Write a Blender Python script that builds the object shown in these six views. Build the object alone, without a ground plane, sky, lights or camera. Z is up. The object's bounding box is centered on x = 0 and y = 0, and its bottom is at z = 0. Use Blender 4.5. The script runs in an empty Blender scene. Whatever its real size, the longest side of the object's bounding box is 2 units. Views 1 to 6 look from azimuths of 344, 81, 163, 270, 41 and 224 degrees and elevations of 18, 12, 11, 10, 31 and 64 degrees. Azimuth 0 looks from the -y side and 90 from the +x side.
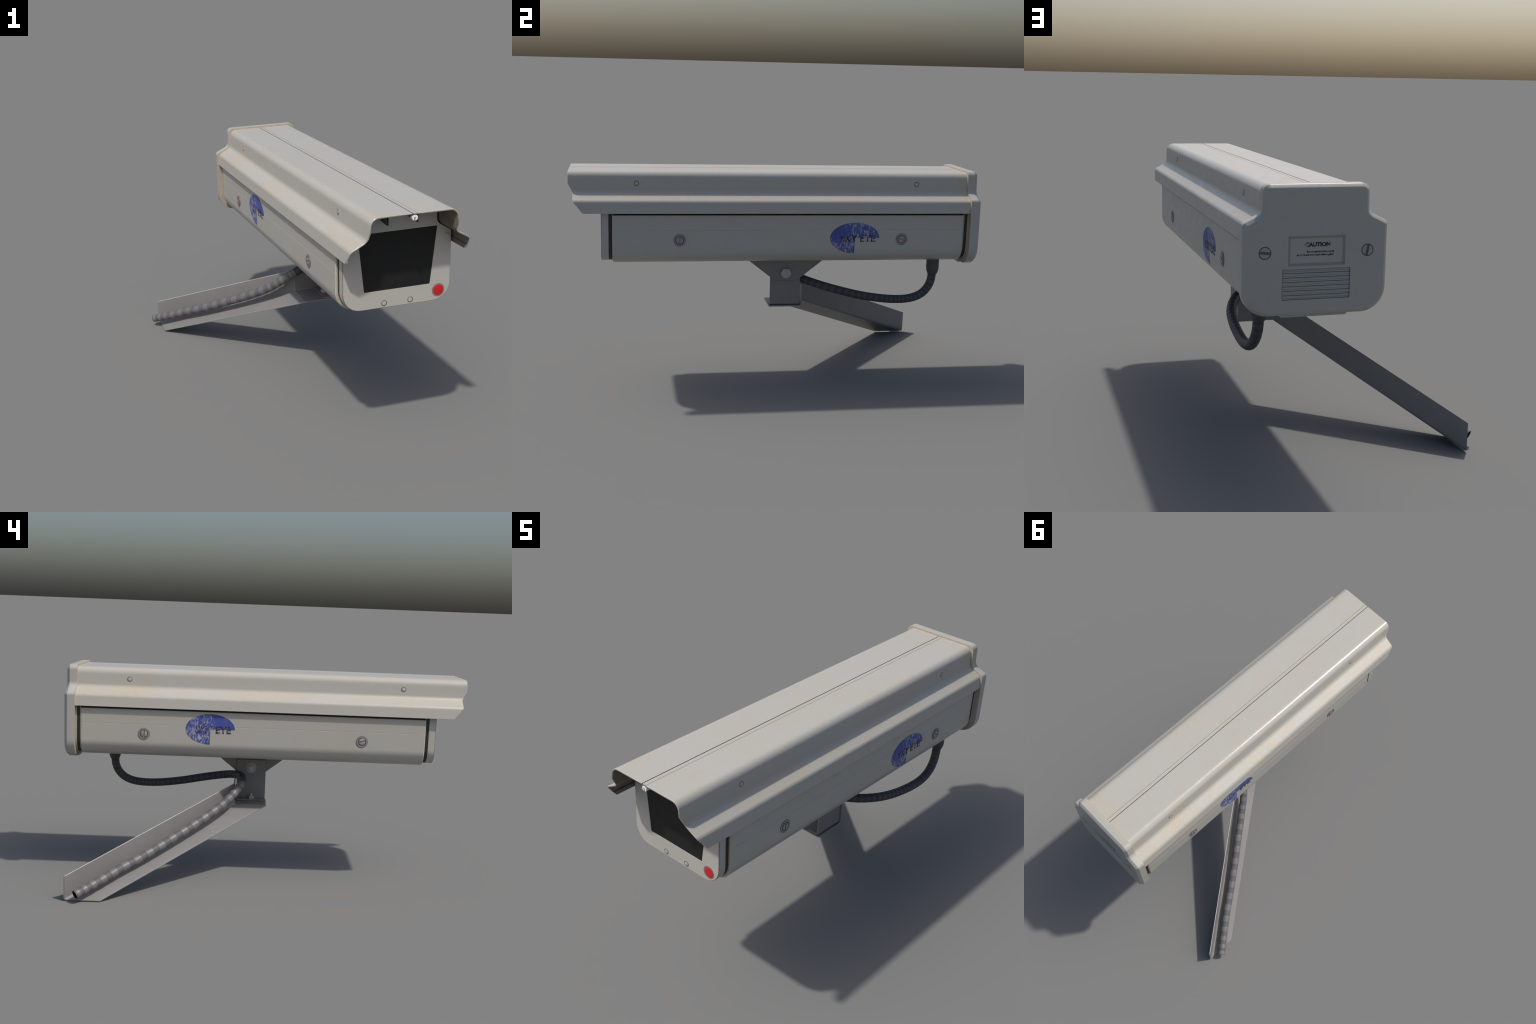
"""Weathered outdoor security camera: long housing under a sunshield, rear cap,
bracket, L-section support arm and ribbed cable conduit.  All in metres, z up."""
import bpy, bmesh, math, random
from mathutils import Vector, Matrix

random.seed(7)
CX = 0.2262                      # mirror plane of the housing (x)

# ------------------------------------------------------------------ materials
def new_mat(name):
    m = bpy.data.materials.new(name)
    m.use_nodes = True
    nt = m.node_tree
    for n in list(nt.nodes):
        nt.nodes.remove(n)
    out = nt.nodes.new("ShaderNodeOutputMaterial")
    bsdf = nt.nodes.new("ShaderNodeBsdfPrincipled")
    nt.links.new(bsdf.outputs[0], out.inputs[0])
    return m, nt, bsdf


class G:
    """tiny node-graph helper"""
    def __init__(self, nt):
        self.nt = nt
        self.tc = nt.nodes.new("ShaderNodeTexCoord").outputs["Object"]

    def put(self, sock, v):
        if isinstance(v, bpy.types.NodeSocket):
            self.nt.links.new(v, sock)
        elif hasattr(sock.default_value, "__len__") and not hasattr(v, "__len__"):
            sock.default_value = [v] * len(sock.default_value)
        else:
            sock.default_value = v

    def noise(self, scale, detail=4.0, rough=0.6, stretch=(1, 1, 1), shift=(0, 0, 0), dist=0.0):
        mp = self.nt.nodes.new("ShaderNodeMapping")
        self.nt.links.new(self.tc, mp.inputs[0])
        mp.inputs["Scale"].default_value = stretch
        mp.inputs["Location"].default_value = shift
        n = self.nt.nodes.new("ShaderNodeTexNoise")
        self.nt.links.new(mp.outputs[0], n.inputs["Vector"])
        n.inputs["Scale"].default_value = scale
        n.inputs["Detail"].default_value = detail
        n.inputs["Roughness"].default_value = rough
        n.inputs["Distortion"].default_value = dist
        return n.outputs["Fac"]

    def math(self, op, a, b=0.0, clamp=False):
        n = self.nt.nodes.new("ShaderNodeMath")
        n.operation = op
        n.use_clamp = clamp
        self.put(n.inputs[0], a)
        self.put(n.inputs[1], b)
        return n.outputs[0]

    def step(self, v, lo, hi, a=0.0, b=1.0):
        n = self.nt.nodes.new("ShaderNodeMapRange")
        n.interpolation_type = "SMOOTHSTEP"
        self.put(n.inputs["Value"], v)
        n.inputs["From Min"].default_value = lo
        n.inputs["From Max"].default_value = hi
        n.inputs["To Min"].default_value = a
        n.inputs["To Max"].default_value = b
        return n.outputs[0]

    def mix(self, f, a, b):
        n = self.nt.nodes.new("ShaderNodeMix")
        n.data_type = "RGBA"
        self.put(n.inputs[0], f)
        for s, v in ((n.inputs[6], a), (n.inputs[7], b)):
            self.put(s, v if isinstance(v, bpy.types.NodeSocket) else (*v, 1.0))
        return n.outputs[2]

    def xyz(self):
        n = self.nt.nodes.new("ShaderNodeSeparateXYZ")
        self.nt.links.new(self.tc, n.inputs[0])
        return n.outputs

    def radius(self):
        """distance from the local z axis"""
        x, y, _ = self.xyz()
        return self.math("SQRT", self.math("ADD", self.math("MULTIPLY", x, x), self.math("MULTIPLY", y, y)))

    def band(self, v, lo0, lo1, hi0, hi1):
        return self.math("MULTIPLY", self.step(v, lo0, lo1), self.step(v, hi0, hi1, 1.0, 0.0))

    def bump(self, bsdf, h, strength, dist=0.001):
        n = self.nt.nodes.new("ShaderNodeBump")
        n.inputs["Strength"].default_value = strength
        n.inputs["Distance"].default_value = dist
        self.nt.links.new(h, n.inputs["Height"])
        self.nt.links.new(n.outputs[0], bsdf.inputs["Normal"])


PAINT = (0.428, 0.414, 0.372)
PAINT_COOL = (0.425, 0.418, 0.388)
TAN = (0.475, 0.360, 0.215)
GRIME = (0.20, 0.175, 0.135)


def paint_colour(g, stain=0.5, extra=None, seed=0.0, tone=1.0):
    """weathered off-white enamel: cool/warm cast, fine tan rust bloom, faint specks"""
    base = g.mix(g.step(g.noise(3.5, 3, 0.5, shift=(seed, 0, 0)), 0.35, 0.65), tuple(c * tone for c in PAINT), tuple(c * tone for c in PAINT_COOL))
    big = g.step(g.noise(7.0, 4, 0.65, shift=(seed + 3.1, 1, 2)), 0.42, 0.66)
    if extra is not None:
        big = g.math("ADD", g.math("MULTIPLY", big, stain), extra, clamp=True)
    else:
        big = g.math("MULTIPLY", big, stain)
    fine = g.step(g.noise(80.0, 6, 0.76, shift=(seed, 5, 0)), 0.45, 0.64)
    base = g.mix(g.math("MULTIPLY", g.math("MULTIPLY", big, fine), 0.75), base, TAN)
    specks = g.step(g.noise(190.0, 4, 0.65, shift=(0, seed, 3)), 0.60, 0.72)
    base = g.mix(g.math("MULTIPLY", specks, 0.24), base, GRIME)
    pale = g.step(g.noise(38.0, 5, 0.7, shift=(2, seed, 1)), 0.58, 0.72)
    return g.mix(g.math("MULTIPLY", pale, 0.20), base, (0.50, 0.50, 0.47))


def paint_finish(g, b, rough=0.33):
    g.put(b.inputs["Roughness"], g.step(g.noise(26, 4, 0.6), 0.3, 0.7, rough - 0.05, rough + 0.06))
    b.inputs["Specular IOR Level"].default_value = 0.5
    g.bump(b, g.noise(230, 3, 0.55), 0.26, 0.0013)


def make_paint(name, stain=0.5, mask=None, seed=0.0, rough=0.33, tone=1.0, polish=0.0):
    m, nt, b = new_mat(name)
    g = G(nt)
    g.put(b.inputs["Base Color"], paint_colour(g, stain, mask(g) if mask else None, seed, tone))
    paint_finish(g, b, rough)
    if polish:
        x, y, z = g.xyz()
        edge = g.math("MULTIPLY", g.step(g.math("ABSOLUTE", g.math("SUBTRACT", x, CX)), 0.150, 0.165), g.step(z, 1.020, 1.035))
        r = b.inputs["Roughness"].links[0].from_socket
        g.put(b.inputs["Roughness"], g.math("SUBTRACT", r, g.math("MULTIPLY", edge, polish)))
    return m


def sunshield_mask(g):
    x, y, z = g.xyz()
    shoulder = g.math("MULTIPLY", g.band(z, 0.900, 0.930, 0.955, 0.995), 0.85)
    streak = g.step(g.noise(9, 3, 0.6, stretch=(1, 0.35, 1)), 0.38, 0.62)
    shoulder = g.math("MULTIPLY", shoulder, streak)
    rear = g.math("MULTIPLY", g.step(y, 0.80, 0.945), 0.6)
    strip = g.math("MULTIPLY", g.band(x, CX - 0.012, CX - 0.008, CX + 0.008, CX + 0.012), 0.75)
    strip = g.math("MULTIPLY", strip, g.step(z, 1.04, 1.05))
    strip = g.math("MULTIPLY", strip, g.step(g.noise(12, 3, 0.6), 0.42, 0.6))
    front = g.math("MULTIPLY", g.step(y, -0.9985, -1.0, 0, 1), 0.6)
    return g.math("ADD", g.math("ADD", shoulder, rear), g.math("ADD", strip, front), clamp=True)


def body_mask(g):
    x, y, z = g.xyz()
    top = g.math("MULTIPLY", g.step(z, 0.79, 0.86), 0.45)
    ends = g.math("MULTIPLY", g.step(g.math("ABSOLUTE", g.math("SUBTRACT", y, 0.064)), 0.845, 0.858), 0.9)
    return g.math("ADD", top, ends, clamp=True)


def cap_mask(g):
    x, y, z = g.xyz()
    return g.math("MULTIPLY", g.step(y, 0.956, 0.949), 0.4)


M_SHIELD = make_paint("sunshield_enamel", 0.60, sunshield_mask, 0.0, polish=0.15)
M_BODY = make_paint("housing_enamel", 0.40, body_mask, 4.0)
M_CAP = make_paint("cap_enamel", 0.15, cap_mask, 9.0, tone=0.95)  # same enamel, toned down to match the unlit rear face
M_FRAME = make_paint("label_frame_enamel", 0.5, None, 2.0, tone=0.66)  # tone dropped to tint the recess slopes with their shading
M_FRONT = make_paint("front_enamel", 0.25, None, 13.0)


def make_tan_edge():
    m, nt, b = new_mat("dusty_rim")
    g = G(nt)
    c = g.mix(g.step(g.noise(60, 5, 0.7), 0.35, 0.7), (0.345, 0.305, 0.245), (0.39, 0.355, 0.300))
    g.put(b.inputs["Base Color"], c)
    b.inputs["Roughness"].default_value = 0.7
    return m


def make_plain(name, col, rough=0.5, metal=0.0, var=0.0, scale=40, bump=0.0, col2=None, spec=0.5, coat=0.0):
    m, nt, b = new_mat(name)
    g = G(nt)
    if var or col2:
        c2 = col2 or tuple(c * (1 - var) for c in col)
        g.put(b.inputs["Base Color"], g.mix(g.step(g.noise(scale, 5, 0.65), 0.35, 0.68), col, c2))
    else:
        b.inputs["Base Color"].default_value = (*col, 1)
    b.inputs["Roughness"].default_value = rough
    b.inputs["Metallic"].default_value = metal
    b.inputs["Specular IOR Level"].default_value = spec
    b.inputs["Coat Weight"].default_value = coat
    if bump:
        g.bump(b, g.noise(scale * 4, 3, 0.6), bump, 0.001)
    return m


M_RIM = make_tan_edge()
M_RUBBER = make_plain("black_rubber", (0.022, 0.022, 0.022), 0.55, var=0.3)
M_CORE = make_plain("dark_inner_housing", (0.05, 0.045, 0.036), 0.7, var=0.4)
M_GLASS = make_plain("dark_window_glass", (0.0135, 0.0135, 0.0137), 0.5, spec=0.25)
M_LENS = make_plain("dark_lens_ring", (0.0130, 0.0130, 0.0133), 0.5, spec=0.25)
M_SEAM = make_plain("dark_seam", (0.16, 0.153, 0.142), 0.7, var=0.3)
M_EDGE = make_plain("dark_edge", (0.185, 0.175, 0.158), 0.6, var=0.3)
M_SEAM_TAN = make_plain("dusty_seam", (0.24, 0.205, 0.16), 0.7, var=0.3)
M_UNDER = make_plain("dark_brown_underside", (0.215, 0.190, 0.155), 0.75, var=0.25, scale=30)
M_WHITE = make_plain("white_nylon", (0.80, 0.79, 0.78), 0.4)
M_CLIP = make_plain("rusty_clip_steel", (0.11, 0.095, 0.075), 0.6, var=0.5, scale=90)
M_STEEL = make_plain("bolt_steel", (0.46, 0.46, 0.46), 0.40, metal=0.0, var=0.2, scale=60)
M_NUT = make_plain("tarnished_nut", (0.44, 0.42, 0.39), 0.40, metal=0.0, var=0.22, scale=60)
M_CABLE_END = make_plain("cable_gland", (0.065, 0.065, 0.068), 0.5, var=0.15)
M_RIB = make_plain("conduit_rib", (0.158, 0.151, 0.156), 0.45, var=0.12, scale=50, spec=0.5)
M_TROUGH = make_plain("conduit_trough", (0.112, 0.112, 0.122), 0.55, var=0.12, scale=50, spec=0.3)
M_RIB_DARK = make_plain("conduit_rib_baked_shade", (0.068, 0.067, 0.071), 0.45, var=0.12, scale=50, spec=0.4)  # loop colours lowered to bake in occlusion below the camera
M_TROUGH_DARK = make_plain("conduit_trough_baked_shade", (0.057, 0.057, 0.063), 0.55, var=0.12, scale=50, spec=0.3)
M_HOLE = make_plain("conduit_inside", (0.006, 0.006, 0.007), 0.7)
M_INK = None


def make_bracket_metal():
    m, nt, b = new_mat("grey_bracket_metal")
    g = G(nt)
    c = g.mix(g.step(g.noise(5, 4, 0.6), 0.35, 0.65), (0.212, 0.207, 0.204), (0.195, 0.193, 0.193))
    chips = g.math("MULTIPLY", g.step(g.noise(95, 4, 0.7), 0.66, 0.72), g.step(g.noise(9, 2, 0.5), 0.5, 0.6))
    c = g.mix(g.math("MULTIPLY", chips, 0.55), c, (0.10, 0.10, 0.10))
    g.put(b.inputs["Base Color"], c)
    b.inputs["Roughness"].default_value = 0.42
    b.inputs["Metallic"].default_value = 0.0
    g.bump(b, g.math("MULTIPLY", chips, -1.0), 0.4, 0.001)
    return m


M_BRACKET = make_bracket_metal()
M_PALE_EDGE = make_plain("pale_edge", (0.43, 0.415, 0.395), 0.4, var=0.2, scale=40)


def make_screw_metal(name, rings, face, slot=0.0):
    """metal face with rust creeping from each ring radius"""
    m, nt, b = new_mat(name)
    g = G(nt)
    r = g.radius()
    wob = g.math("ADD", r, g.math("MULTIPLY", g.math("SUBTRACT", g.noise(160, 4, 0.7), 0.5), 0.004))
    rust = 0.0
    for c, w in rings:
        d = g.math("ABSOLUTE", g.math("SUBTRACT", wob, c))
        v = g.step(d, w * 0.35, w, 1.0, 0.0)
        rust = v if isinstance(rust, float) else g.math("MAXIMUM", rust, v)
    col = g.mix(g.step(g.noise(90, 4, 0.7), 0.35, 0.7), face, tuple(c * 0.78 for c in face))
    if slot:
        d = g.math("ADD", g.math("ABSOLUTE", g.xyz()[1]), g.math("MULTIPLY", g.math("SUBTRACT", g.noise(200, 3), 0.5), 0.002))
        rust = g.math("MAXIMUM", rust, g.step(d, slot + 0.0003, slot + 0.0016, 1.0, 0.0))
    col = g.mix(g.math("MULTIPLY", rust, 0.9), col, (0.105, 0.048, 0.036))
    g.put(b.inputs["Base Color"], col)
    b.inputs["Roughness"].default_value = 0.42
    b.inputs["Metallic"].default_value = 0.15
    return m


M_WASHER = make_screw_metal("washer_metal", [(0.0290, 0.0016), (0.0192, 0.0018)], (0.285, 0.27, 0.275))
M_HEAD = make_screw_metal("screw_head_metal", [(0.0182, 0.0030)], (0.38, 0.36, 0.36), 0.0030)
M_SLOT = make_plain("dusty_slot", (0.20, 0.165, 0.135), 0.6, var=0.4, scale=150)
M_CAPHEAD = make_screw_metal("cap_screw_metal", [(0.0210, 0.0030)], (0.38, 0.37, 0.37), 0.0036)


def make_rivet():
    m, nt, b = new_mat("painted_rivet")
    g = G(nt)
    ring = g.band(g.radius(), 0.0082, 0.0090, 0.0122, 0.0130)  # crease shadow round the rivet, painted as a dark ring
    col = paint_colour(g, 0.2)
    g.put(b.inputs["Base Color"], g.mix(g.math("MULTIPLY", ring, 0.9), col, (0.115, 0.108, 0.098)))
    paint_finish(g, b)
    return m


M_RIVET = make_rivet()


def make_red():
    m, nt, b = new_mat("red_lamp_lens")
    g = G(nt)
    g.put(b.inputs["Base Color"], g.mix(g.step(g.noise(120, 3), 0.4, 0.7), (0.50, 0.014, 0.016), (0.44, 0.016, 0.018)))
    b.inputs["Roughness"].default_value = 0.38
    return m


M_RED = make_red()
M_LAMPRIM = make_plain("lamp_gap", (0.12, 0.115, 0.105), 0.6, var=0.3)


def make_decal(name, side_seed, strength, centre, bias):
    """blue print flaked off in vertical streaks down to the enamel"""
    m, nt, b = new_mat(name)
    g = G(nt)
    x, y, z = g.xyz()
    blue = g.mix(g.step(g.noise(14, 3), 0.35, 0.65), (0.046, 0.070, 0.31), (0.058, 0.082, 0.33))
    dy = g.math("DIVIDE", g.math("SUBTRACT", y, centre[0]), 0.1225)
    dz = g.math("DIVIDE", g.math("SUBTRACT", z, centre[1]), 0.0755)
    rad = g.math("SQRT", g.math("ADD", g.math("MULTIPLY", dy, dy), g.math("MULTIPLY", dz, dz)))
    edge = g.math("MULTIPLY", g.step(rad, 0.972, 0.99), 0.8)
    blue = g.mix(edge, blue, (0.03, 0.03, 0.05))
    broad = g.noise(16, 3, 0.55, stretch=(1, 1.1, 0.55), shift=(side_seed, 0, 0))
    fine = g.noise(95, 5, 0.78, stretch=(1, 1.25, 0.55), shift=(side_seed, 1, 0))
    v = g.math("ADD", g.math("MULTIPLY", broad, 0.62), g.math("MULTIPLY", fine, 1.05))
    low = g.step(dz, 0.9, -0.6, 0.0, 0.075)
    v = g.math("ADD", v, low)
    v = g.math("ADD", v, g.step(dy, *bias))
    wear = g.step(v, 0.885 - strength, 1.075 - strength)
    g.put(b.inputs["Base Color"], g.mix(g.math("MULTIPLY", wear, 0.93), blue, (0.45, 0.435, 0.40)))
    b.inputs["Roughness"].default_value = 0.5
    return m


def make_ink(name, under, seed, lo=0.52, hi=0.64, fade=0.85, scale=55):
    m, nt, b = new_mat(name)
    g = G(nt)
    v = g.step(g.noise(scale, 4, 0.65, stretch=(1, 1.2, 0.6), shift=(seed, 2, 0)), lo, hi)
    g.put(b.inputs["Base Color"], g.mix(g.math("MULTIPLY", v, fade), (0.012, 0.012, 0.013), under))
    b.inputs["Roughness"].default_value = 0.6
    return m


# ------------------------------------------------------------------ geometry helpers
ROOT = bpy.data.objects.new("security_camera", None)
ROOT.empty_display_size = 0.2
bpy.context.collection.objects.link(ROOT)
ROOT["label"] = "weathered off-white outdoor security camera on grey L-section bracket arm"
ROOT["category"] = "security camera"


def add(name, mesh, parent=ROOT, matrix=None):
    o = bpy.data.objects.new(name, mesh)
    bpy.context.collection.objects.link(o)
    o.parent = parent
    if matrix is not None:
        o.matrix_basis = matrix
    return o


def finish(mesh, mats, angle=32):
    for m in mats:
        mesh.materials.append(m)
    for p in mesh.polygons:
        p.use_smooth = True
    mesh.set_sharp_from_angle(angle=math.radians(angle))
    return mesh


def weighted(o):
    w = o.modifiers.new("weighted_normals", "WEIGHTED_NORMAL")
    w.keep_sharp = True
    return o


def bevelled(o, width, seg=2, angle=40):
    b = o.modifiers.new("edge_bevel", "BEVEL")
    b.width = width
    b.segments = seg
    b.limit_method = "ANGLE"
    b.angle_limit = math.radians(angle)
    b.harden_normals = False
    return weighted(o)


def fillet(pts, radii, seg=6, closed=True):
    """round the corners of a 2D polyline"""
    out, n = [], len(pts)
    for i, p in enumerate(pts):
        r = radii[i] if hasattr(radii, "__len__") else radii
        if r <= 0 or (not closed and i in (0, n - 1)):
            out.append(Vector(p)); continue
        p = Vector(p); a = Vector(pts[i - 1]); c = Vector(pts[(i + 1) % n])
        u = (a - p).normalized(); v = (c - p).normalized()
        ang = u.angle(v)
        t = min(r / math.tan(ang / 2), (a - p).length * 0.49, (c - p).length * 0.49)
        rr = t * math.tan(ang / 2)
        cen = p + (u + v).normalized() * (rr / math.sin(ang / 2))
        s = p + u * t - cen
        e = p + v * t - cen
        tot = s.angle_signed(e)
        for k in range(seg + 1):
            # mathutils' signed angle is clockwise-positive
            out.append(cen + Matrix.Rotation(-tot * k / seg, 2) @ s)
    return out


def densify(pts, step):
    out = []
    for a, b in zip(pts[:-1], pts[1:]):
        a, b = Vector(a), Vector(b)
        k = max(1, int((b - a).length / step))
        out += [a.lerp(b, i / k) for i in range(k)]
    return out + [Vector(pts[-1])]


def offset_closed(pts, d):
    """move each vertex of a closed polygon inwards by d"""
    n = len(pts)
    area = sum(pts[i].x * pts[(i + 1) % n].y - pts[(i + 1) % n].x * pts[i].y for i in range(n))
    sgn = 1 if area > 0 else -1
    out = []
    for i in range(n):
        a = (pts[i] - pts[i - 1]); b = (pts[(i + 1) % n] - pts[i])
        na = Vector((-a.y, a.x)).normalized() * sgn
        nb = Vector((-b.y, b.x)).normalized() * sgn
        m = na + nb
        m = m / max(0.35, m.length_squared / 2)
        out.append(pts[i] + m * d)
    return out


def rings_mesh(name, rings, cap0=True, cap1=True, close=True):
    bm = bmesh.new()
    vs = [[bm.verts.new(p) for p in r] for r in rings]
    n = len(rings[0])
    for a, b in zip(vs[:-1], vs[1:]):
        for i in range(n if close else n - 1):
            j = (i + 1) % n
            bm.faces.new((a[i], a[j], b[j], b[i]))
    if cap0:
        bm.faces.new(vs[0][::-1])
    if cap1:
        bm.faces.new(vs[-1])
    bmesh.ops.recalc_face_normals(bm, faces=bm.faces)
    me = bpy.data.meshes.new(name)
    bm.to_mesh(me)
    bm.free()
    return me


def loft_y(name, profile, stations):
    """profile: closed (x rel. to centre, z) polygon; stations: (y, inset)"""
    rings = []
    for y, inset in stations:
        pr = offset_closed(profile, inset) if inset else profile
        rings.append([(CX + p.x, y, p.y) for p in pr])
    return rings_mesh(name, rings)


def mirror_profile(half):
    """half profile from top centre down to bottom centre -> closed polygon"""
    right = [Vector(p) for p in half]
    left = [Vector((-p.x, p.y)) for p in reversed(right) if p.x > 1e-6]
    return right + left


def lathe(name, prof, seg=32):
    """(r, z) profile turned round local z; ends on the axis are closed by caps"""
    rings = [[(r * math.cos(2 * math.pi * k / seg), r * math.sin(2 * math.pi * k / seg), z) for k in range(seg)] for r, z in prof]
    return rings_mesh(name, rings)


def box_mesh(name, x0, x1, y0, y1, z0, z1):
    return rings_mesh(name, [[(x0, y, z0), (x1, y, z0), (x1, y, z1), (x0, y, z1)] for y in (y0, y1)])


def frame(pos, normal, up=(0, 0, 1), spin=0.0):
    """matrix whose local z is `normal`, local y near `up`"""
    n = Vector(normal).normalized()
    x = Vector(up).cross(n).normalized()
    y = n.cross(x)
    m = Matrix((x, y, n)).transposed().to_4x4()
    m.translation = pos
    return m @ Matrix.Rotation(spin, 4, "Z")


def cut(o, cutters):
    """boolean difference, applied"""
    for c in cutters:
        t = bpy.data.objects.new("cutter", c)
        bpy.context.collection.objects.link(t)
        b = o.modifiers.new("cut", "BOOLEAN")
        b.operation = "DIFFERENCE"
        b.solver = "EXACT"
        b.object = t
    bpy.context.view_layer.update()
    dg = bpy.context.evaluated_depsgraph_get()
    me = bpy.data.meshes.new_from_object(o.evaluated_get(dg))
    gone = [m.object for m in o.modifiers if m.type == "BOOLEAN"]
    o.modifiers.clear()
    o.data = me
    for t in gone:
        bpy.data.objects.remove(t)
    return o


def lettering(name, text, width, height, depth, bold=0.0):
    """text mesh centred on the local origin in the local xy plane, scaled to size"""
    cu = bpy.data.curves.new(name, "FONT")
    cu.body = text
    cu.extrude = 0.5
    cu.offset = bold
    cu.align_x = "CENTER"
    t = bpy.data.objects.new(name, cu)
    bpy.context.collection.objects.link(t)
    bpy.context.view_layer.update()
    me = bpy.data.meshes.new_from_object(t.evaluated_get(bpy.context.evaluated_depsgraph_get()))
    bpy.data.objects.remove(t)
    xs = [v.co.x for v in me.vertices]; ys = [v.co.y for v in me.vertices]
    cx, cy = (min(xs) + max(xs)) / 2, (min(ys) + max(ys)) / 2
    sx, sy = width / (max(xs) - min(xs)), height / (max(ys) - min(ys))
    for v in me.vertices:
        v.co = ((v.co.x - cx) * sx, (v.co.y - cy) * sy, v.co.z * depth)
    return me


# ------------------------------------------------------------------ profiles
def housing_half(grow, top):
    """front plate outline (grow 0): shouldered top, rounded lower corners"""
    pts = [(0, top), (0.171, top), (0.171, 0.962), (0.234, 0.9235), (0.234, 0.6305), (0, 0.6305)]
    half = fillet(pts, [0, 0.012, 0.030, 0.003, 0.076, 0], seg=7, closed=False)
    prof = mirror_profile(half)
    return offset_closed(prof, -grow) if grow else prof


PLATE = housing_half(0, 1.045)
BODY_HW, BODY_BOTTOM, BODY_R = 0.2436, 0.6205, 0.079


def body_x(z):
    """half width of the lower housing shell at height z"""
    zc = BODY_BOTTOM + BODY_R
    if z >= zc:
        return BODY_HW
    return BODY_HW - BODY_R + math.sqrt(max(0, BODY_R ** 2 - (zc - z) ** 2))


# ------------------------------------------------------------------ housing body
def build_body():
    zt = 0.858
    seam = 0.7857
    h = [(0, zt), (BODY_HW - 0.002, zt), (BODY_HW, zt - 0.002), (BODY_HW, seam + 0.0012), (BODY_HW - 0.0009, seam), (BODY_HW, seam - 0.0012)]
    h = [Vector(p) for p in h] + fillet([(BODY_HW, seam - 0.003), (BODY_HW, BODY_BOTTOM), (0, BODY_BOTTOM)], [0, BODY_R, 0], seg=12, closed=False)
    prof = mirror_profile(h)
    me = loft_y("housing_body", prof, [(-0.7955, 0.004), (-0.7915, 0.0), (0.9175, 0.0), (0.9205, 0.003)])
    finish(me, [M_BODY], 28)
    body = weighted(add("housing_body", me))
    core = loft_y("inner_housing", offset_closed(PLATE, 0.004), [(-0.80, 0), (0.945, 0)])
    add("inner_housing", finish(core, [M_CORE]), body)
    for y0, y1, inset, nm in ((-0.8130, -0.7960, 0.0008, "gasket"), (0.9235, 0.9395, -0.0045, "gasket")):
        add(nm, finish(loft_y("gasket", PLATE, [(y0, inset), (y1, inset)]), [M_RUBBER]), body)
    for y0, y1, inset in ((-0.7965, -0.7930, -0.0035), (0.9200, 0.9238, -0.0065), (0.9393, 0.9475, -0.0065)):
        prof = offset_closed(PLATE, inset)
        add("sealing_rim", finish(loft_y("sealing_rim", prof, [(y0, 0.001), (y0 + 0.0012, 0), (y1, 0)]), [M_RIM]), body)
    return body


BODY = build_body()


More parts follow.
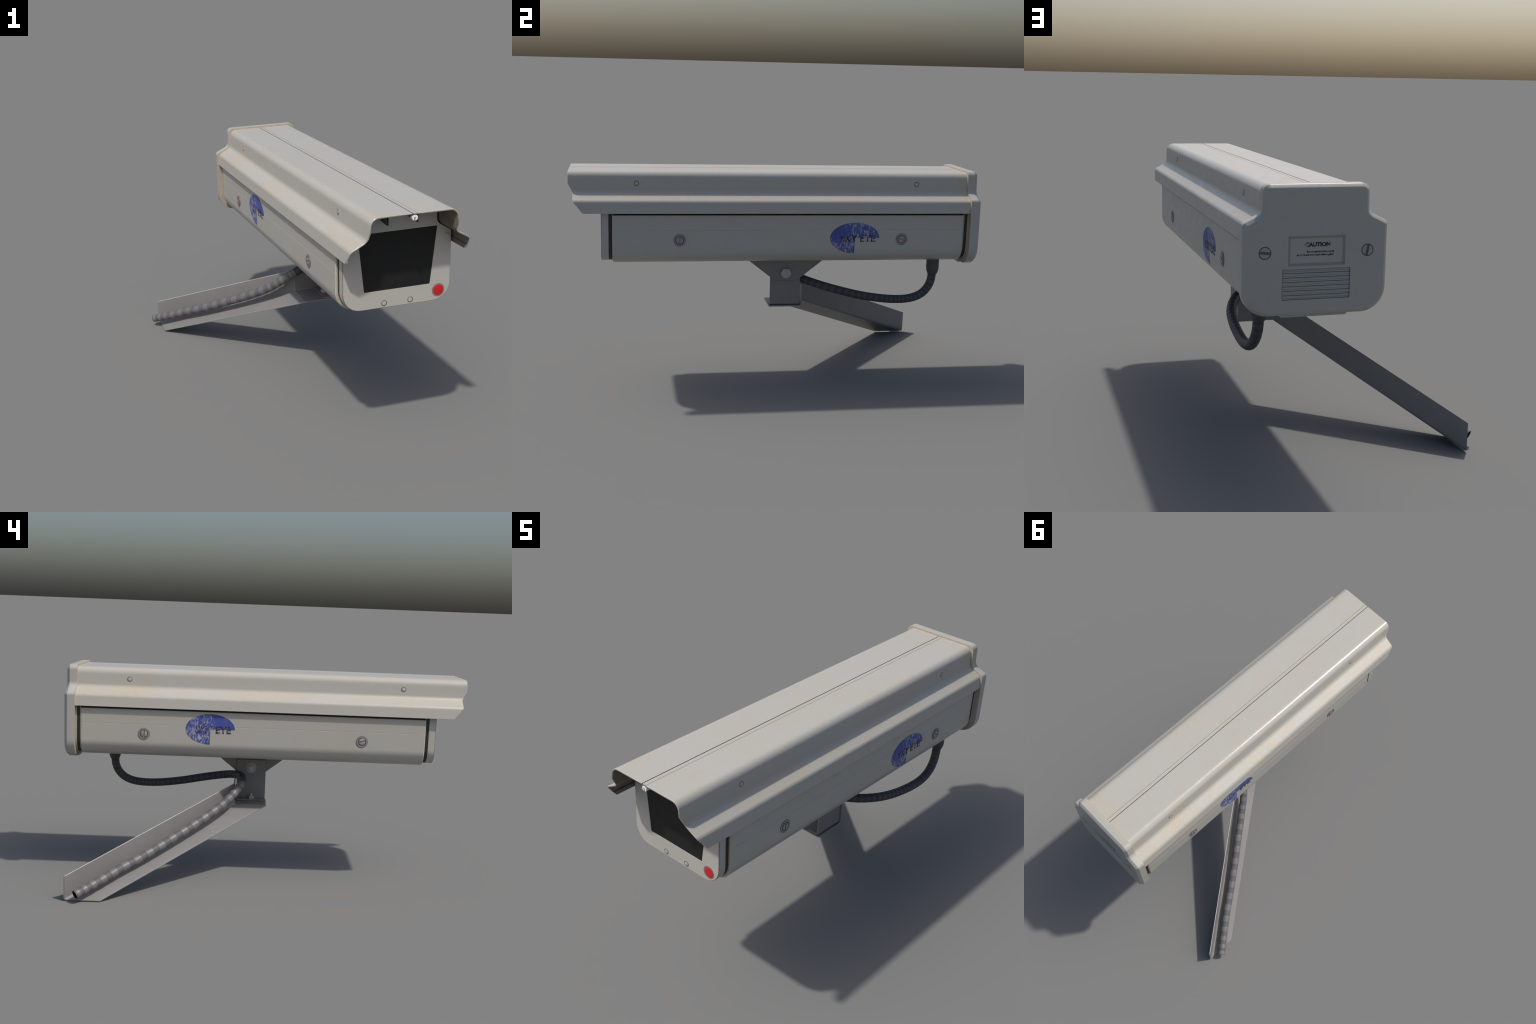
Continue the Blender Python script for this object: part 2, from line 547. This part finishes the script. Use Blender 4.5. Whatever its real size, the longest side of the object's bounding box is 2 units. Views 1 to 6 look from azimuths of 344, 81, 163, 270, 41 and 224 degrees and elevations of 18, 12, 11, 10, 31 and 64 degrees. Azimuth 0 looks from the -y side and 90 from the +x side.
# ------------------------------------------------------------------ front plate
def build_front():
    yf = -0.848
    me = loft_y("front_plate", PLATE, [(yf, 0.0022), (yf + 0.0008, 0.0008), (yf + 0.0025, 0.0), (-0.8133, 0.0)])
    finish(me, [M_FRONT, M_EDGE])
    for p in me.polygons:                   # dark line round the front edge
        if len(p.vertices) == 4 and p.center.y < yf + 0.0026:
            p.material_index = 1
    plate = add("front_plate", me)
    # trapezoid window opening
    win = fillet([(0.171, 0.9475), (0.1432, 0.705), (-0.1432, 0.705), (-0.171, 0.9475)], 0.004, seg=3)
    c = rings_mesh("cutter", [[(CX + p.x, y, p.y) for p in win] for y in (-0.86, -0.83)])
    cut(plate, [c])
    plate.data.set_sharp_from_angle(angle=math.radians(32))
    weighted(plate)
    pane = rings_mesh("window", [[(CX + p.x, y, p.y) for p in offset_closed(win, 0.0003)] for y in (-0.8462, -0.8305)])
    window = add("window", finish(pane, [M_GLASS]), plate)
    lens = Vector((CX - 0.012, -0.8462, 0.833))
    for r, w, hgt in ((0.057, 0.003, 0.00035), (0.098, 0.002, 0.0003), (0.106, 0.004, 0.00045)):
        ring = rings_mesh("lens_ring", [[((r + w * a) * math.cos(t), (r + w * a) * math.sin(t), hgt * b) for t in [2 * math.pi * k / 64 for k in range(64)]]
                                        for a, b in ((-1, -0.5), (-0.6, 0.8), (0, 1), (0.6, 0.8), (1, -0.5))], False, False)
        add("lens_ring", finish(ring, [M_LENS], 60), window, frame(lens, (0, -1, 0)))
    # red lamp
    lamp = Vector((0.4076, yf, 0.6735))
    rim = lathe("lamp_rim", [(0.0278, -0.003), (0.0278, 0.0003), (0.0265, 0.0008), (0.0252, 0.0002), (0.0243, -0.0015)], 40)
    rim_o = add("lamp_rim", finish(rim, [M_LAMPRIM], 50), plate, frame(lamp, (0, -1, 0)))
    dome = lathe("lamp", [(0.0240, -0.002), (0.0240, 0.0000), (0.0230, 0.0007), (0.019, 0.0011), (0.012, 0.0014), (0.005, 0.0015), (0.001, 0.0015)], 40)
    add("lamp", finish(dome, [M_RED], 60), rim_o)
    # plate rivets and bolts
    riv = finish(lathe("rivet", [(0.0130, -0.002), (0.0130, 0.0005), (0.0112, 0.0003), (0.0094, 0.0003), (0.0088, 0.0010), (0.0078, 0.0013), (0.001, 0.0013)], 28), [M_RIVET], 50)
    for x, z in ((0.1695, 0.6498), (0.2838, 0.6498)):
        add("rivet", riv, plate, frame((x, yf, z), (0, -1, 0)))
    knob = finish(lathe("knob", [(0.0105, -0.002), (0.0105, 0.004), (0.0095, 0.0058), (0.007, 0.0068), (0.001, 0.007)], 28), [M_FRONT], 45)
    for sx in (1, -1):
        add("knob", knob, plate, frame((CX + sx * 0.2143, yf, 0.901), (0, -1, 0)))
    return plate, riv


FRONT, RIVET_MESH = build_front()


# ------------------------------------------------------------------ sunshield
def shield_front_y(z):
    """the front edge is square above and raked back below"""
    k = [(0.868, -0.9306), (0.919, -0.9715), (0.930, -0.9755), (0.958, -0.9775), (1.000, -1.0), (1.2, -1.0)]
    if z <= k[0][0]:
        return k[0][1]
    for (z0, y0), (z1, y1) in zip(k[:-1], k[1:]):
        if z <= z1:
            return y0 + (y1 - y0) * (z - z0) / (z1 - z0)


def build_shield():
    T, t = 1.0566, 0.006
    # outer half outline, top centre to lower lip, with the two grooves of the seam strip
    outer = fillet([(0.0, T), (0.1800, T), (0.1880, 0.9608), (0.2510, 0.9250), (0.2588, 0.8677)], [0, 0.035, 0.026, 0.024, 0], seg=8, closed=False)
    inner = fillet([(0.0, T - t), (0.1743, T - t), (0.1822, 0.9570), (0.2450, 0.9212), (0.2500, 0.8885)], [0, 0.029, 0.032, 0.018, 0], seg=8, closed=False)
    lip = [Vector((0.2500, 0.8870)), Vector((0.2462, 0.8870)), Vector((0.2450, 0.8858)), Vector((0.2450, 0.8690)), Vector((0.2463, 0.8677)), Vector((0.2578, 0.8677))]
    o = densify(outer, 0.012)
    i = densify(inner, 0.012)
    strip_r = [Vector(p) for p in ((0.0085, T), (0.0094, T - 0.0014), (0.0102, T))]
    strip_l = [Vector(p) for p in ((-0.0125, T), (-0.0116, T - 0.0040), (-0.0092, T - 0.0040), (-0.0085, T))]
    right = strip_r + [p for p in o if p.x > 0.013]
    right[-1] = Vector((0.2587, 0.8690))
    right_in = lip[::-1] + [p for p in reversed(i) if p.x > 0.001][1:]
    left_in = [Vector((-p.x, p.y)) for p in reversed(right_in)]
    left = [Vector((-p.x, p.y)) for p in reversed([q for q in o if q.x > 0.014])]
    left[0] = Vector((-0.2587, 0.8690))
    prof = right + right_in + left_in + left + strip_l
    inset = offset_closed(prof, 0.0011)
    rings = []
    for f, pr in ((0.0, inset), (0.0012, prof)):
        rings.append([(CX + p.x, shield_front_y(q.y) + f, p.y) for p, q in zip(pr, prof)])
    rings.append([(CX + p.x, 0.9485, p.y) for p in prof])
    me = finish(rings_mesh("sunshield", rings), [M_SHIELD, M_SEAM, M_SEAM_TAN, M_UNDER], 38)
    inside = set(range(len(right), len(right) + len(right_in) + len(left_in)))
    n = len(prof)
    for p in me.polygons:                   # seam floors and the dark brown inside
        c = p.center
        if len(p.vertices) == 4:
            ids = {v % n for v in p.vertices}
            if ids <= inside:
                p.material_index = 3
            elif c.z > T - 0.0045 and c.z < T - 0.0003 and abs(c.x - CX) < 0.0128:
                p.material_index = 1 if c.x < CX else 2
    sh = weighted(add("sunshield", me))
    # rivets in the upper side walls
    for sx in (1, -1):
        for y in (-0.682, 0.687):
            n = Vector((sx, 0, 0.083))
            add("rivet", RIVET_MESH, sh, frame((CX + sx * 0.1850, y, 1.0017), n))
    # stays between sunshield and housing, just ahead of the front plate
    for sx in (1, -1):
        x = CX + sx * 0.0626
        bm = bmesh.new()
        for a, b, z0 in ((-0.0015, 0.0015, 0.985), (-0.0105, -0.0075, 0.995)):
            x0, x1 = x + a, x + b
            vs = [bm.verts.new(p) for yy in (-0.896, -0.806) for p in ((x0, yy, z0), (x1, yy, z0), (x1, yy, 1.051), (x0, yy, 1.051))]
            for f in ((0, 1, 2, 3), (7, 6, 5, 4), (0, 4, 5, 1), (1, 5, 6, 2), (2, 6, 7, 3), (3, 7, 4, 0)):
                bm.faces.new([vs[k] for k in f])
        vs = [bm.verts.new(p) for yy in (-0.880, -0.806) for p in ((x - 0.008, yy, 1.0), (x, yy, 1.0), (x, yy, 1.004), (x - 0.008, yy, 1.004))]
        for f in ((0, 1, 2, 3), (7, 6, 5, 4), (0, 4, 5, 1), (1, 5, 6, 2), (2, 6, 7, 3), (3, 7, 4, 0)):
            bm.faces.new([vs[k] for k in f])
        bmesh.ops.recalc_face_normals(bm, faces=bm.faces)
        me = bpy.data.meshes.new("stay")
        bm.to_mesh(me); bm.free()
        add("stay", finish(me, [M_CLIP]), sh)
    # white nylon stud with a notch, under the seam strip
    n = 40
    half = 0.0028
    out = []
    R = 0.0122
    a0 = math.asin(half / R)
    for k in range(n + 1):                 # outline with a slot open at the bottom
        a = -math.pi / 2 + a0 + (2 * math.pi - 2 * a0) * k / n
        out.append(Vector((R * math.cos(a), R * math.sin(a))))
    out += [Vector((-half, 0.0015)), Vector((half, 0.0015))]
    rings = [[(CX - 0.0006 + p.x, y, 1.0382 + p.y) for p in offset_closed(out, d)] for y, d in ((-0.9992, 0.001), (-0.9975, 0.0), (-0.982, 0.0))]
    add("stud", finish(rings_mesh("stud", rings), [M_WHITE], 40), sh)
    shaft = lathe("stud_shaft", [(0.0085, 0), (0.0085, 0.13)], 20)
    add("stud_shaft", finish(shaft, [M_CLIP]), sh, frame((CX - 0.0006, -0.852, 1.0395), (0, -1, 0)))
    return sh


SHIELD = build_shield()


# ------------------------------------------------------------------ slotted screws
def slotted_screw(parent, pos, normal, spin, head_r, slot, mat_head, washer_r=None, proud=0.0):
    m = frame(pos, normal, spin=spin)
    if washer_r:
        me = lathe("washer", [(washer_r, -0.003), (washer_r, 0.0012), (washer_r - 0.0012, 0.0024), (head_r + 0.0022, 0.0024), (head_r + 0.0008, 0.0010)], 40)
        base = add("washer", finish(me, [M_WASHER], 45), parent, m)
        local = Matrix.Identity(4)
        parent = base
    else:
        local = m
    floor = lathe("screw_slot", [(head_r + 0.001, -0.0045), (head_r + 0.001, 0.0004 + proud)], 32)
    base2 = add("screw_slot", finish(floor, [M_SLOT]), parent, local)
    rings_all = bmesh.new()
    for s in (1, -1):
        a0 = math.asin(slot / head_r)
        outl = [Vector((head_r * math.cos(a), s * head_r * math.sin(a))) for a in [a0 + (math.pi - 2 * a0) * k / 20 for k in range(21)]]
        lv = []
        for z, d in ((-0.002, 0.0), (0.0022 + proud, 0.0), (0.0032 + proud, 0.0012)):
            lv.append([rings_all.verts.new((p.x, p.y, z)) for p in offset_closed(outl, d)])
        for a, b in zip(lv[:-1], lv[1:]):
            for k in range(21):
                j = (k + 1) % 21
                rings_all.faces.new((a[k], a[j], b[j], b[k]))
        rings_all.faces.new(lv[-1])
    bmesh.ops.recalc_face_normals(rings_all, faces=rings_all.faces)
    me = bpy.data.meshes.new("screw")
    rings_all.to_mesh(me); rings_all.free()
    add("screw", finish(me, [mat_head], 40), base2 if not washer_r else parent)


for sx, y, spin in ((1, -0.481, math.radians(88)), (1, 0.6062, math.radians(-22)), (-1, -0.481, math.radians(18)), (-1, 0.6055, math.radians(86))):
    slotted_screw(BODY, (CX + sx * BODY_HW, y, 0.7385), (sx, 0, 0), spin, 0.0182, 0.0032, M_HEAD, 0.0292)


# ------------------------------------------------------------------ logo decals
def build_logo(sx, yc, zc, text_y, text_z):
    """three quarters of an ellipse, the lower leading quadrant missing, hugging the shell"""
    ay, az = 0.1225, 0.0758
    rings = []
    nr, na = 10, 60

    def on_shell(y, z, lift):
        return (CX + sx * (body_x(z) + lift), y, z)
    # angle measured in the viewer's plane: right = +y on the +x side, -y on the other
    bm = bmesh.new()
    grid = []
    for i in range(nr + 1):
        row = []
        f = i / nr
        for k in range(na + 1):
            a = 1.5 * math.pi * k / na              # 0..270 degrees from the viewer's right, anticlockwise
            row.append(bm.verts.new(on_shell(yc + sx * ay * f * math.cos(a), zc + az * f * math.sin(a), 0.0006)))
        grid.append(row)
    rim = [bm.verts.new(on_shell(yc + sx * ay * math.cos(1.5 * math.pi * k / na), zc + az * math.sin(1.5 * math.pi * k / na), -0.0008)) for k in range(na + 1)]
    for i in range(nr):
        for k in range(na):
            bm.faces.new((grid[i][k], grid[i][k + 1], grid[i + 1][k + 1], grid[i + 1][k]))
    for k in range(na):
        bm.faces.new((grid[nr][k], grid[nr][k + 1], rim[k + 1], rim[k]))
    bmesh.ops.remove_doubles(bm, verts=bm.verts, dist=1e-6)
    bmesh.ops.recalc_face_normals(bm, faces=bm.faces)
    me = bpy.data.meshes.new("logo")
    bm.to_mesh(me); bm.free()
    mat = make_decal("blue_logo_print", 3.7 if sx > 0 else 11.3, 0.015 if sx > 0 else 0.0, (yc, zc), (-0.6, 0.8, 0.0, 0.05) if sx > 0 else (-0.7, 0.7, -0.06, 0.075))
    logo = add("logo", finish(me, [mat], 50), BODY)
    t = lettering("logo_lettering", "SKY EYE", 0.1745, 0.037, 0.0012, 0.022)
    m = frame((CX + sx * (BODY_HW + 0.0008), text_y, text_z), (sx, 0, 0))
    for v in t.vertices:
        v.co = m @ v.co
    finish(t, [make_ink("logo_ink", (0.30, 0.30, 0.34), 6.0 if sx > 0 else 2.0, 0.46, 0.62, 0.8)], 40)
    add("logo_lettering", t, logo)


build_logo(1, 0.3703, 0.7455, 0.3862, 0.7442)
build_logo(-1, 0.2763, 0.7722, 0.2600, 0.7712)


# ------------------------------------------------------------------ rear cap
def build_cap():
    pts = [(0, 1.0660), (0.1925, 1.0660), (0.1948, 0.9640), (0.2640, 0.9310), (0.2640, 0.6055), (0, 0.6055)]
    half = fillet(pts, [0, 0.028, 0.028, 0.020, 0.091, 0], seg=8, closed=False)
    prof = mirror_profile(half)
    st = [(0.9474, 0.0018), (0.9480, 0.0006), (0.9495, 0.0)]
    st += [(0.9838, 0.0), (0.9865, 0.0012), (0.9972, 0.0103), (0.9992, 0.0138), (1.0, 0.0170)]
    cap = add("rear_cap", finish(loft_y("rear_cap", prof, st), [M_CAP, M_RIM], 40))
    for p in cap.data.polygons:             # dusty face towards the sunshield
        if p.center.y < 0.9492:
            p.material_index = 1
    x0, x1, z0, z1 = 0.1222, 0.3297, 0.7822, 0.8866
    b, d = 0.0085, 0.0055

    def rect(y, i):
        return [(x0 + i, y, z0 + i), (x1 - i, y, z0 + i), (x1 - i, y, z1 - i), (x0 + i, y, z1 - i)]
    pocket = rings_mesh("cutter", [rect(1.0 - d - 0.002, 0), rect(1.02, 0)])
    vx0, vx1, vz0, vz1 = 0.1015, 0.3508, 0.6630, 0.7720
    vent = box_mesh("cutter", vx0, vx1, 0.982, 1.02, vz0, vz1)
    screw_holes = []
    for x in (0.4128, 0.0395):
        h = lathe("cutter", [(0.0225, -0.004), (0.0225, 0.02)], 40)
        h.transform(frame((x, 1.0, 0.8313), (0, 1, 0)))
        screw_holes.append(h)
    cut(cap, [pocket, vent] + screw_holes)
    cap.data.set_sharp_from_angle(angle=math.radians(30))
    weighted(cap)
    fr = rings_mesh("label_frame", [rect(1.0 - d, b), rect(1.0 - d + 0.0012, b - 0.001), rect(0.9995, 0.0012), rect(1.0003, 0.0002)], True, False)
    finish(fr, [M_CAP, M_FRAME], 18)
    for p in fr.polygons:
        p.material_index = 0 if p.area > 0.01 else 1
    add("label_frame", fr, cap)
    # louvres
    back = box_mesh("vent_back", vx0 + 0.0005, vx1 - 0.0005, 0.9822, 0.9835, vz0, vz1)
    add("vent_back", finish(back, [M_CORE]), cap)
    n = 7
    p = (vz1 - vz0) / n
    prof = [(0.9838, 0.0008), (0.9952, 0.0008), (0.9952, 0.0064), (0.9900, 0.0066), (0.9900, 0.0080), (1.0004, 0.0082), (0.9956, p - 0.0008), (0.9838, p - 0.0008)]
    slat = rings_mesh("vent_slat", [[(x, y, z) for y, z in prof] for x in (vx0 + 0.0018, vx1 - 0.0018)])
    finish(slat, [M_CAP], 15)
    for k in range(n):
        add("vent_slat", slat, cap, Matrix.Translation((0, 0, vz0 + p * k)))
    # screws
    slotted_screw(cap, (0.4128, 1.0, 0.8314), (0, 1, 0), math.radians(-6), 0.0208, 0.0036, M_CAPHEAD, None, -0.0031)
    slotted_screw(cap, (0.0395, 1.0, 0.8312), (0, 1, 0), math.radians(80), 0.0208, 0.0036, M_CAPHEAD, None, -0.0031)
    # warning lettering inside the recess
    yb = 1.0 - d
    under = (0.30, 0.30, 0.29)
    ink = make_ink("warning_ink", under, 1.0, 0.50, 0.66, 0.7, 60)
    lines = (("CAUTION", 0.2219, 0.8558, 0.0925, 0.0152, 0.05),
             ("This cctv camera is 24hrs property", 0.2119, 0.8300, 0.1020, 0.0090, 0.04),
             ("to surveil and never move without guard", 0.2313, 0.8190, 0.1330, 0.0090, 0.04))
    for text, x, z, w, h, bold in lines:
        me = lettering("warning_lettering", text, w, h, 0.0012, bold)
        m = frame((x, yb, z), (0, 1, 0))
        for v in me.vertices:
            v.co = m @ v.co
        add("warning_lettering", finish(me, [ink], 40), cap)
    # flat pad under the cap
    pad = loft_pad()
    bevelled(add("cap_foot", finish(pad, [M_CAP]), cap), 0.0015)
    return cap


def loft_pad():
    return rings_mesh("cap_foot", [[(CX + s * hw, y, z) for s, hw, z in ((-1, 0.131, 0.609), (1, 0.131, 0.609), (1, 0.120, 0.596), (-1, 0.120, 0.596))] for y in (0.9476, 0.978)])


CAP = build_cap()


# ------------------------------------------------------------------ mounting bracket under the body
def build_bracket():
    # ear plate fixed to the underside
    out = [(-0.155, 0.6235), (-0.0163, 0.5160), (0.0040, 0.4985), (0.1210, 0.4972), (0.1385, 0.5095), (0.2820, 0.6235)]
    out = fillet(out, [0, 0.01, 0.008, 0.008, 0.01, 0], seg=3)
    ear = rings_mesh("mounting_ear", [[(x, p.x, p.y) for p in out] for x in (0.2890, 0.2965)])
    ear = bevelled(add("mounting_ear", finish(ear, [M_BRACKET])), 0.0012)
    # pivot bracket: upright plate with a turned foot
    sec = fillet([(0.2290, 0.3665), (0.2872, 0.3665), (0.2872, 0.5775), (0.2800, 0.5775), (0.2800, 0.3735), (0.2290, 0.3735)], [0, 0.009, 0, 0, 0.003, 0], seg=4)
    piv = rings_mesh("pivot_bracket", [[(p.x, y, p.y) for p in sec] for y in (-0.0130, 0.1405)])
    piv = bevelled(add("pivot_bracket", finish(piv, [M_BRACKET])), 0.0010)
    # pivot bolt (axis x) and clamp bolt (axis z)
    hexa = [(0.0285, 0.0), (0.0285, 0.010), (0.0268, 0.012)]
    bolt = finish(lathe("bolt_head", hexa, 6), [M_STEEL], 25)
    add("bolt_head", bolt, ear, frame((0.2966, 0.0648, 0.5350), (1, 0, 0), spin=0.0))
    wash = finish(lathe("washer", [(0.0287, 0), (0.0287, 0.0028), (0.0275, 0.004), (0.012, 0.004)], 36), [M_NUT], 40)
    w = add("washer", wash, piv, frame((0.2799, 0.0648, 0.5350), (-1, 0, 0)))
    nut = finish(lathe("nut", [(0.0205, 0.004), (0.0205, 0.013), (0.0185, 0.0145), (0.0125, 0.0145)], 6), [M_NUT], 25)
    add("nut", nut, w, Matrix.Rotation(math.pi / 6, 4, "Z"))
    stud = finish(lathe("bolt_shank", [(0.0112, 0.003), (0.0112, 0.019), (0.0098, 0.021)], 24), [M_STEEL], 40)
    add("bolt_shank", stud, w)
    nut2 = finish(lathe("nut", [(0.0165, 0), (0.0165, 0.013), (0.0148, 0.0145), (0.0075, 0.0145)], 6), [M_NUT], 25)
    n2 = add("nut", nut2, piv, Matrix.Translation((0.2530, 0.0607, 0.3733)) @ Matrix.Rotation(0.5, 4, "Z"))
    shank2 = finish(lathe("bolt_shank", [(0.0078, 0), (0.0078, 0.026), (0.0068, 0.028)], 20), [M_NUT], 40)
    add("bolt_shank", shank2, n2)
    under = finish(lathe("bolt_head", [(0.0165, 0), (0.0165, -0.007), (0.0150, -0.0085)], 6), [M_NUT], 25)
    add("bolt_head", under, piv, Matrix.Translation((0.2530, 0.0607, 0.3602)))


build_bracket()


# ------------------------------------------------------------------ support arm: L section, level seat then sheared down to the wall
def build_arm():
    sec = fillet([(-0.0180, 0.3600), (0.1520, 0.3600), (0.1520, 0.4760), (0.1462, 0.4760), (0.1462, 0.3660), (-0.0180, 0.3660)],
                 [0, 0.013, 0, 0, 0.008, 0], seg=6)
    ends = [(0.2950, 0, 0), (0.1310, 0, 0), (-0.4390, 0.768, -0.3600)]
    rings = [[(x, p.x + dy, p.y + dz) for p in sec] for x, dy, dz in ends]
    me = finish(rings_mesh("support_arm", rings), [M_BRACKET, M_PALE_EDGE], 30)
    n = len(sec)
    top = {i for i, p in enumerate(sec) if p.y > 0.475}
    for p in me.polygons:                   # pale line along the top edge
        ids = {v % n for v in p.vertices}
        if len(p.vertices) == 4 and ids <= top:
            p.material_index = 1
    arm = bevelled(add("support_arm", me), 0.0016, 2, 50)
    arm.modifiers["edge_bevel"].material = 1
    return arm


build_arm()


# ------------------------------------------------------------------ cable conduit
def catmull(pts, per=24):
    P = [Vector(p) for p in pts]
    P = [P[0] * 2 - P[1]] + P + [P[-1] * 2 - P[-2]]
    out = []
    for i in range(1, len(P) - 2):
        a, b, c, d = P[i - 1:i + 3]
        t0 = 0.0; t1 = t0 + (b - a).length ** 0.5; t2 = t1 + (c - b).length ** 0.5; t3 = t2 + (d - c).length ** 0.5
        for k in range(per):
            t = t1 + (t2 - t1) * k / per
            A1 = a * ((t1 - t) / (t1 - t0)) + b * ((t - t0) / (t1 - t0))
            A2 = b * ((t2 - t) / (t2 - t1)) + c * ((t - t1) / (t2 - t1))
            A3 = c * ((t3 - t) / (t3 - t2)) + d * ((t - t2) / (t3 - t2))
            B1 = A1 * ((t2 - t) / (t2 - t0)) + A2 * ((t - t0) / (t2 - t0))
            B2 = A2 * ((t3 - t) / (t3 - t1)) + A3 * ((t - t1) / (t3 - t1))
            out.append(B1 * ((t2 - t) / (t2 - t1)) + B2 * ((t - t1) / (t2 - t1)))
    out.append(P[-2])
    return out


def build_conduit():
    spine = [(-0.4741, 0.8607, 0.0400), (-0.3970, 0.7645, 0.0830), (-0.3235, 0.6705, 0.1292), (-0.2690, 0.5935, 0.1640), (-0.2135, 0.5180, 0.2015), (-0.1500, 0.4325, 0.2470),
             (-0.0840, 0.3485, 0.2920), (-0.0315, 0.2785, 0.3335), (0.0205, 0.2110, 0.3785), (0.0650, 0.1545, 0.4280), (0.1040, 0.1220, 0.4640), (0.1400, 0.1100, 0.4865), (0.1760, 0.1110, 0.4985), (0.2150, 0.1230, 0.5025),
             (0.2560, 0.1465, 0.5000), (0.2970, 0.1810, 0.4930), (0.3360, 0.2420, 0.4785), (0.3660, 0.3290, 0.4585), (0.3800, 0.4280, 0.4368), (0.3860, 0.5260, 0.4218),
             (0.3890, 0.6040, 0.4155), (0.3900, 0.6630, 0.4168), (0.3885, 0.7120, 0.4254), (0.3860, 0.7530, 0.4448), (0.3825, 0.7840, 0.4775), (0.3798, 0.7985, 0.5120), (0.3785, 0.8035, 0.5500)]
    path = catmull(spine, 30)
    s = [0.0]
    for a, b in zip(path[:-1], path[1:]):
        s.append(s[-1] + (b - a).length)
    L = s[-1]

    # pitch of the ribs along the hose
    def pitch(u):
        k = [(0.0, 0.030), (0.10, 0.052), (0.25, 0.068), (0.60, 0.072), (0.82, 0.064), (0.94, 0.045), (1.00, 0.030), (1.06, 0.018), (1.15, 0.026), (1.35, 0.036), (1.60, 0.030), (1.72, 0.020), (2.2, 0.030)]
        for (a, pa), (b, pb) in zip(k[:-1], k[1:]):
            if u <= b:
                return pa + (pb - pa) * (u - a) / (b - a)
        return k[-1][1]
    phase, ph = [], 0.55
    for i, u in enumerate(s):
        if i:
            ph += (s[i] - s[i - 1]) / pitch(u)
        phase.append(ph)
    # resample finely and evenly
    N = int(L / 0.0022)
    pts, phs, j = [], [], 0
    for i in range(N + 1):
        u = L * i / N
        while j < len(s) - 2 and s[j + 1] < u:
            j += 1
        f = (u - s[j]) / max(1e-9, s[j + 1] - s[j])
        pts.append(path[j].lerp(path[j + 1], f))
        phs.append(phase[j] + (phase[j + 1] - phase[j]) * f)
    phase_dark = next(q for q, p in zip(phs, pts) if p.z > 0.4780)   # same hose; from here its colour is darkened for shade under the housing
    phase_dark = round(phase_dark)
    seg = 28
    up = Vector((0, 0, 1))
    rings, kinds = [], []
    prev = None
    for i, p in enumerate(pts):
        t = (pts[min(i + 1, N)] - pts[max(i - 1, 0)]).normalized()
        prev = (up if prev is None else prev)
        nrm = (prev - t * prev.dot(t)).normalized()
        prev = nrm
        bi = t.cross(nrm)
        c = math.cos(2 * math.pi * phs[i])
        e = max(-1.0, min(1.0, c * 2.6))
        e = math.sin(e * math.pi / 2)
        r = 0.0210 + (0.00045 if phs[i] < phase_dark else 0.0002) * e
        rings.append([p + (nrm * math.cos(2 * math.pi * k / seg) + bi * math.sin(2 * math.pi * k / seg)) * r for k in range(seg)])
        kinds.append((0 if c > 0 else 1) + (0 if phs[i] < phase_dark else 3))
    bm = bmesh.new()
    vs = [[bm.verts.new(q) for q in r] for r in rings]
    for i in range(N):
        for k in range(seg):
            f = bm.faces.new((vs[i][k], vs[i][(k + 1) % seg], vs[i + 1][(k + 1) % seg], vs[i + 1][k]))
            f.material_index = kinds[i]
    # open end: lip and hollow
    c0 = pts[0]
    lip = [bm.verts.new(c0 + (q - c0) * 0.90) for q in rings[0]]
    d = (pts[12] - pts[0])
    deep = [bm.verts.new(c0 + (q - c0) * 0.88 + d * 2.0) for q in rings[0]]
    for k in range(seg):
        j = (k + 1) % seg
        bm.faces.new((vs[0][j], vs[0][k], lip[k], lip[j])).material_index = 1
        bm.faces.new((lip[j], lip[k], deep[k], deep[j])).material_index = 2
    bm.faces.new(deep).material_index = 2
    bm.faces.new(vs[-1]).material_index = 1
    bmesh.ops.recalc_face_normals(bm, faces=bm.faces)
    me = bpy.data.meshes.new("conduit")
    bm.to_mesh(me); bm.free()
    finish(me, [M_RIB, M_TROUGH, M_HOLE, M_RIB_DARK, M_TROUGH_DARK], 40)
    con = add("conduit", me)
    gland = lathe("cable_gland", [(0.0315, 0.079), (0.0318, 0.030), (0.0300, 0.018), (0.0250, 0.004), (0.0235, 0.0), (0.015, 0.0)], 32)
    add("cable_gland", finish(gland, [M_CABLE_END], 35), con, Matrix.Translation((0.3785, 0.8040, 0.5440)))


build_conduit()
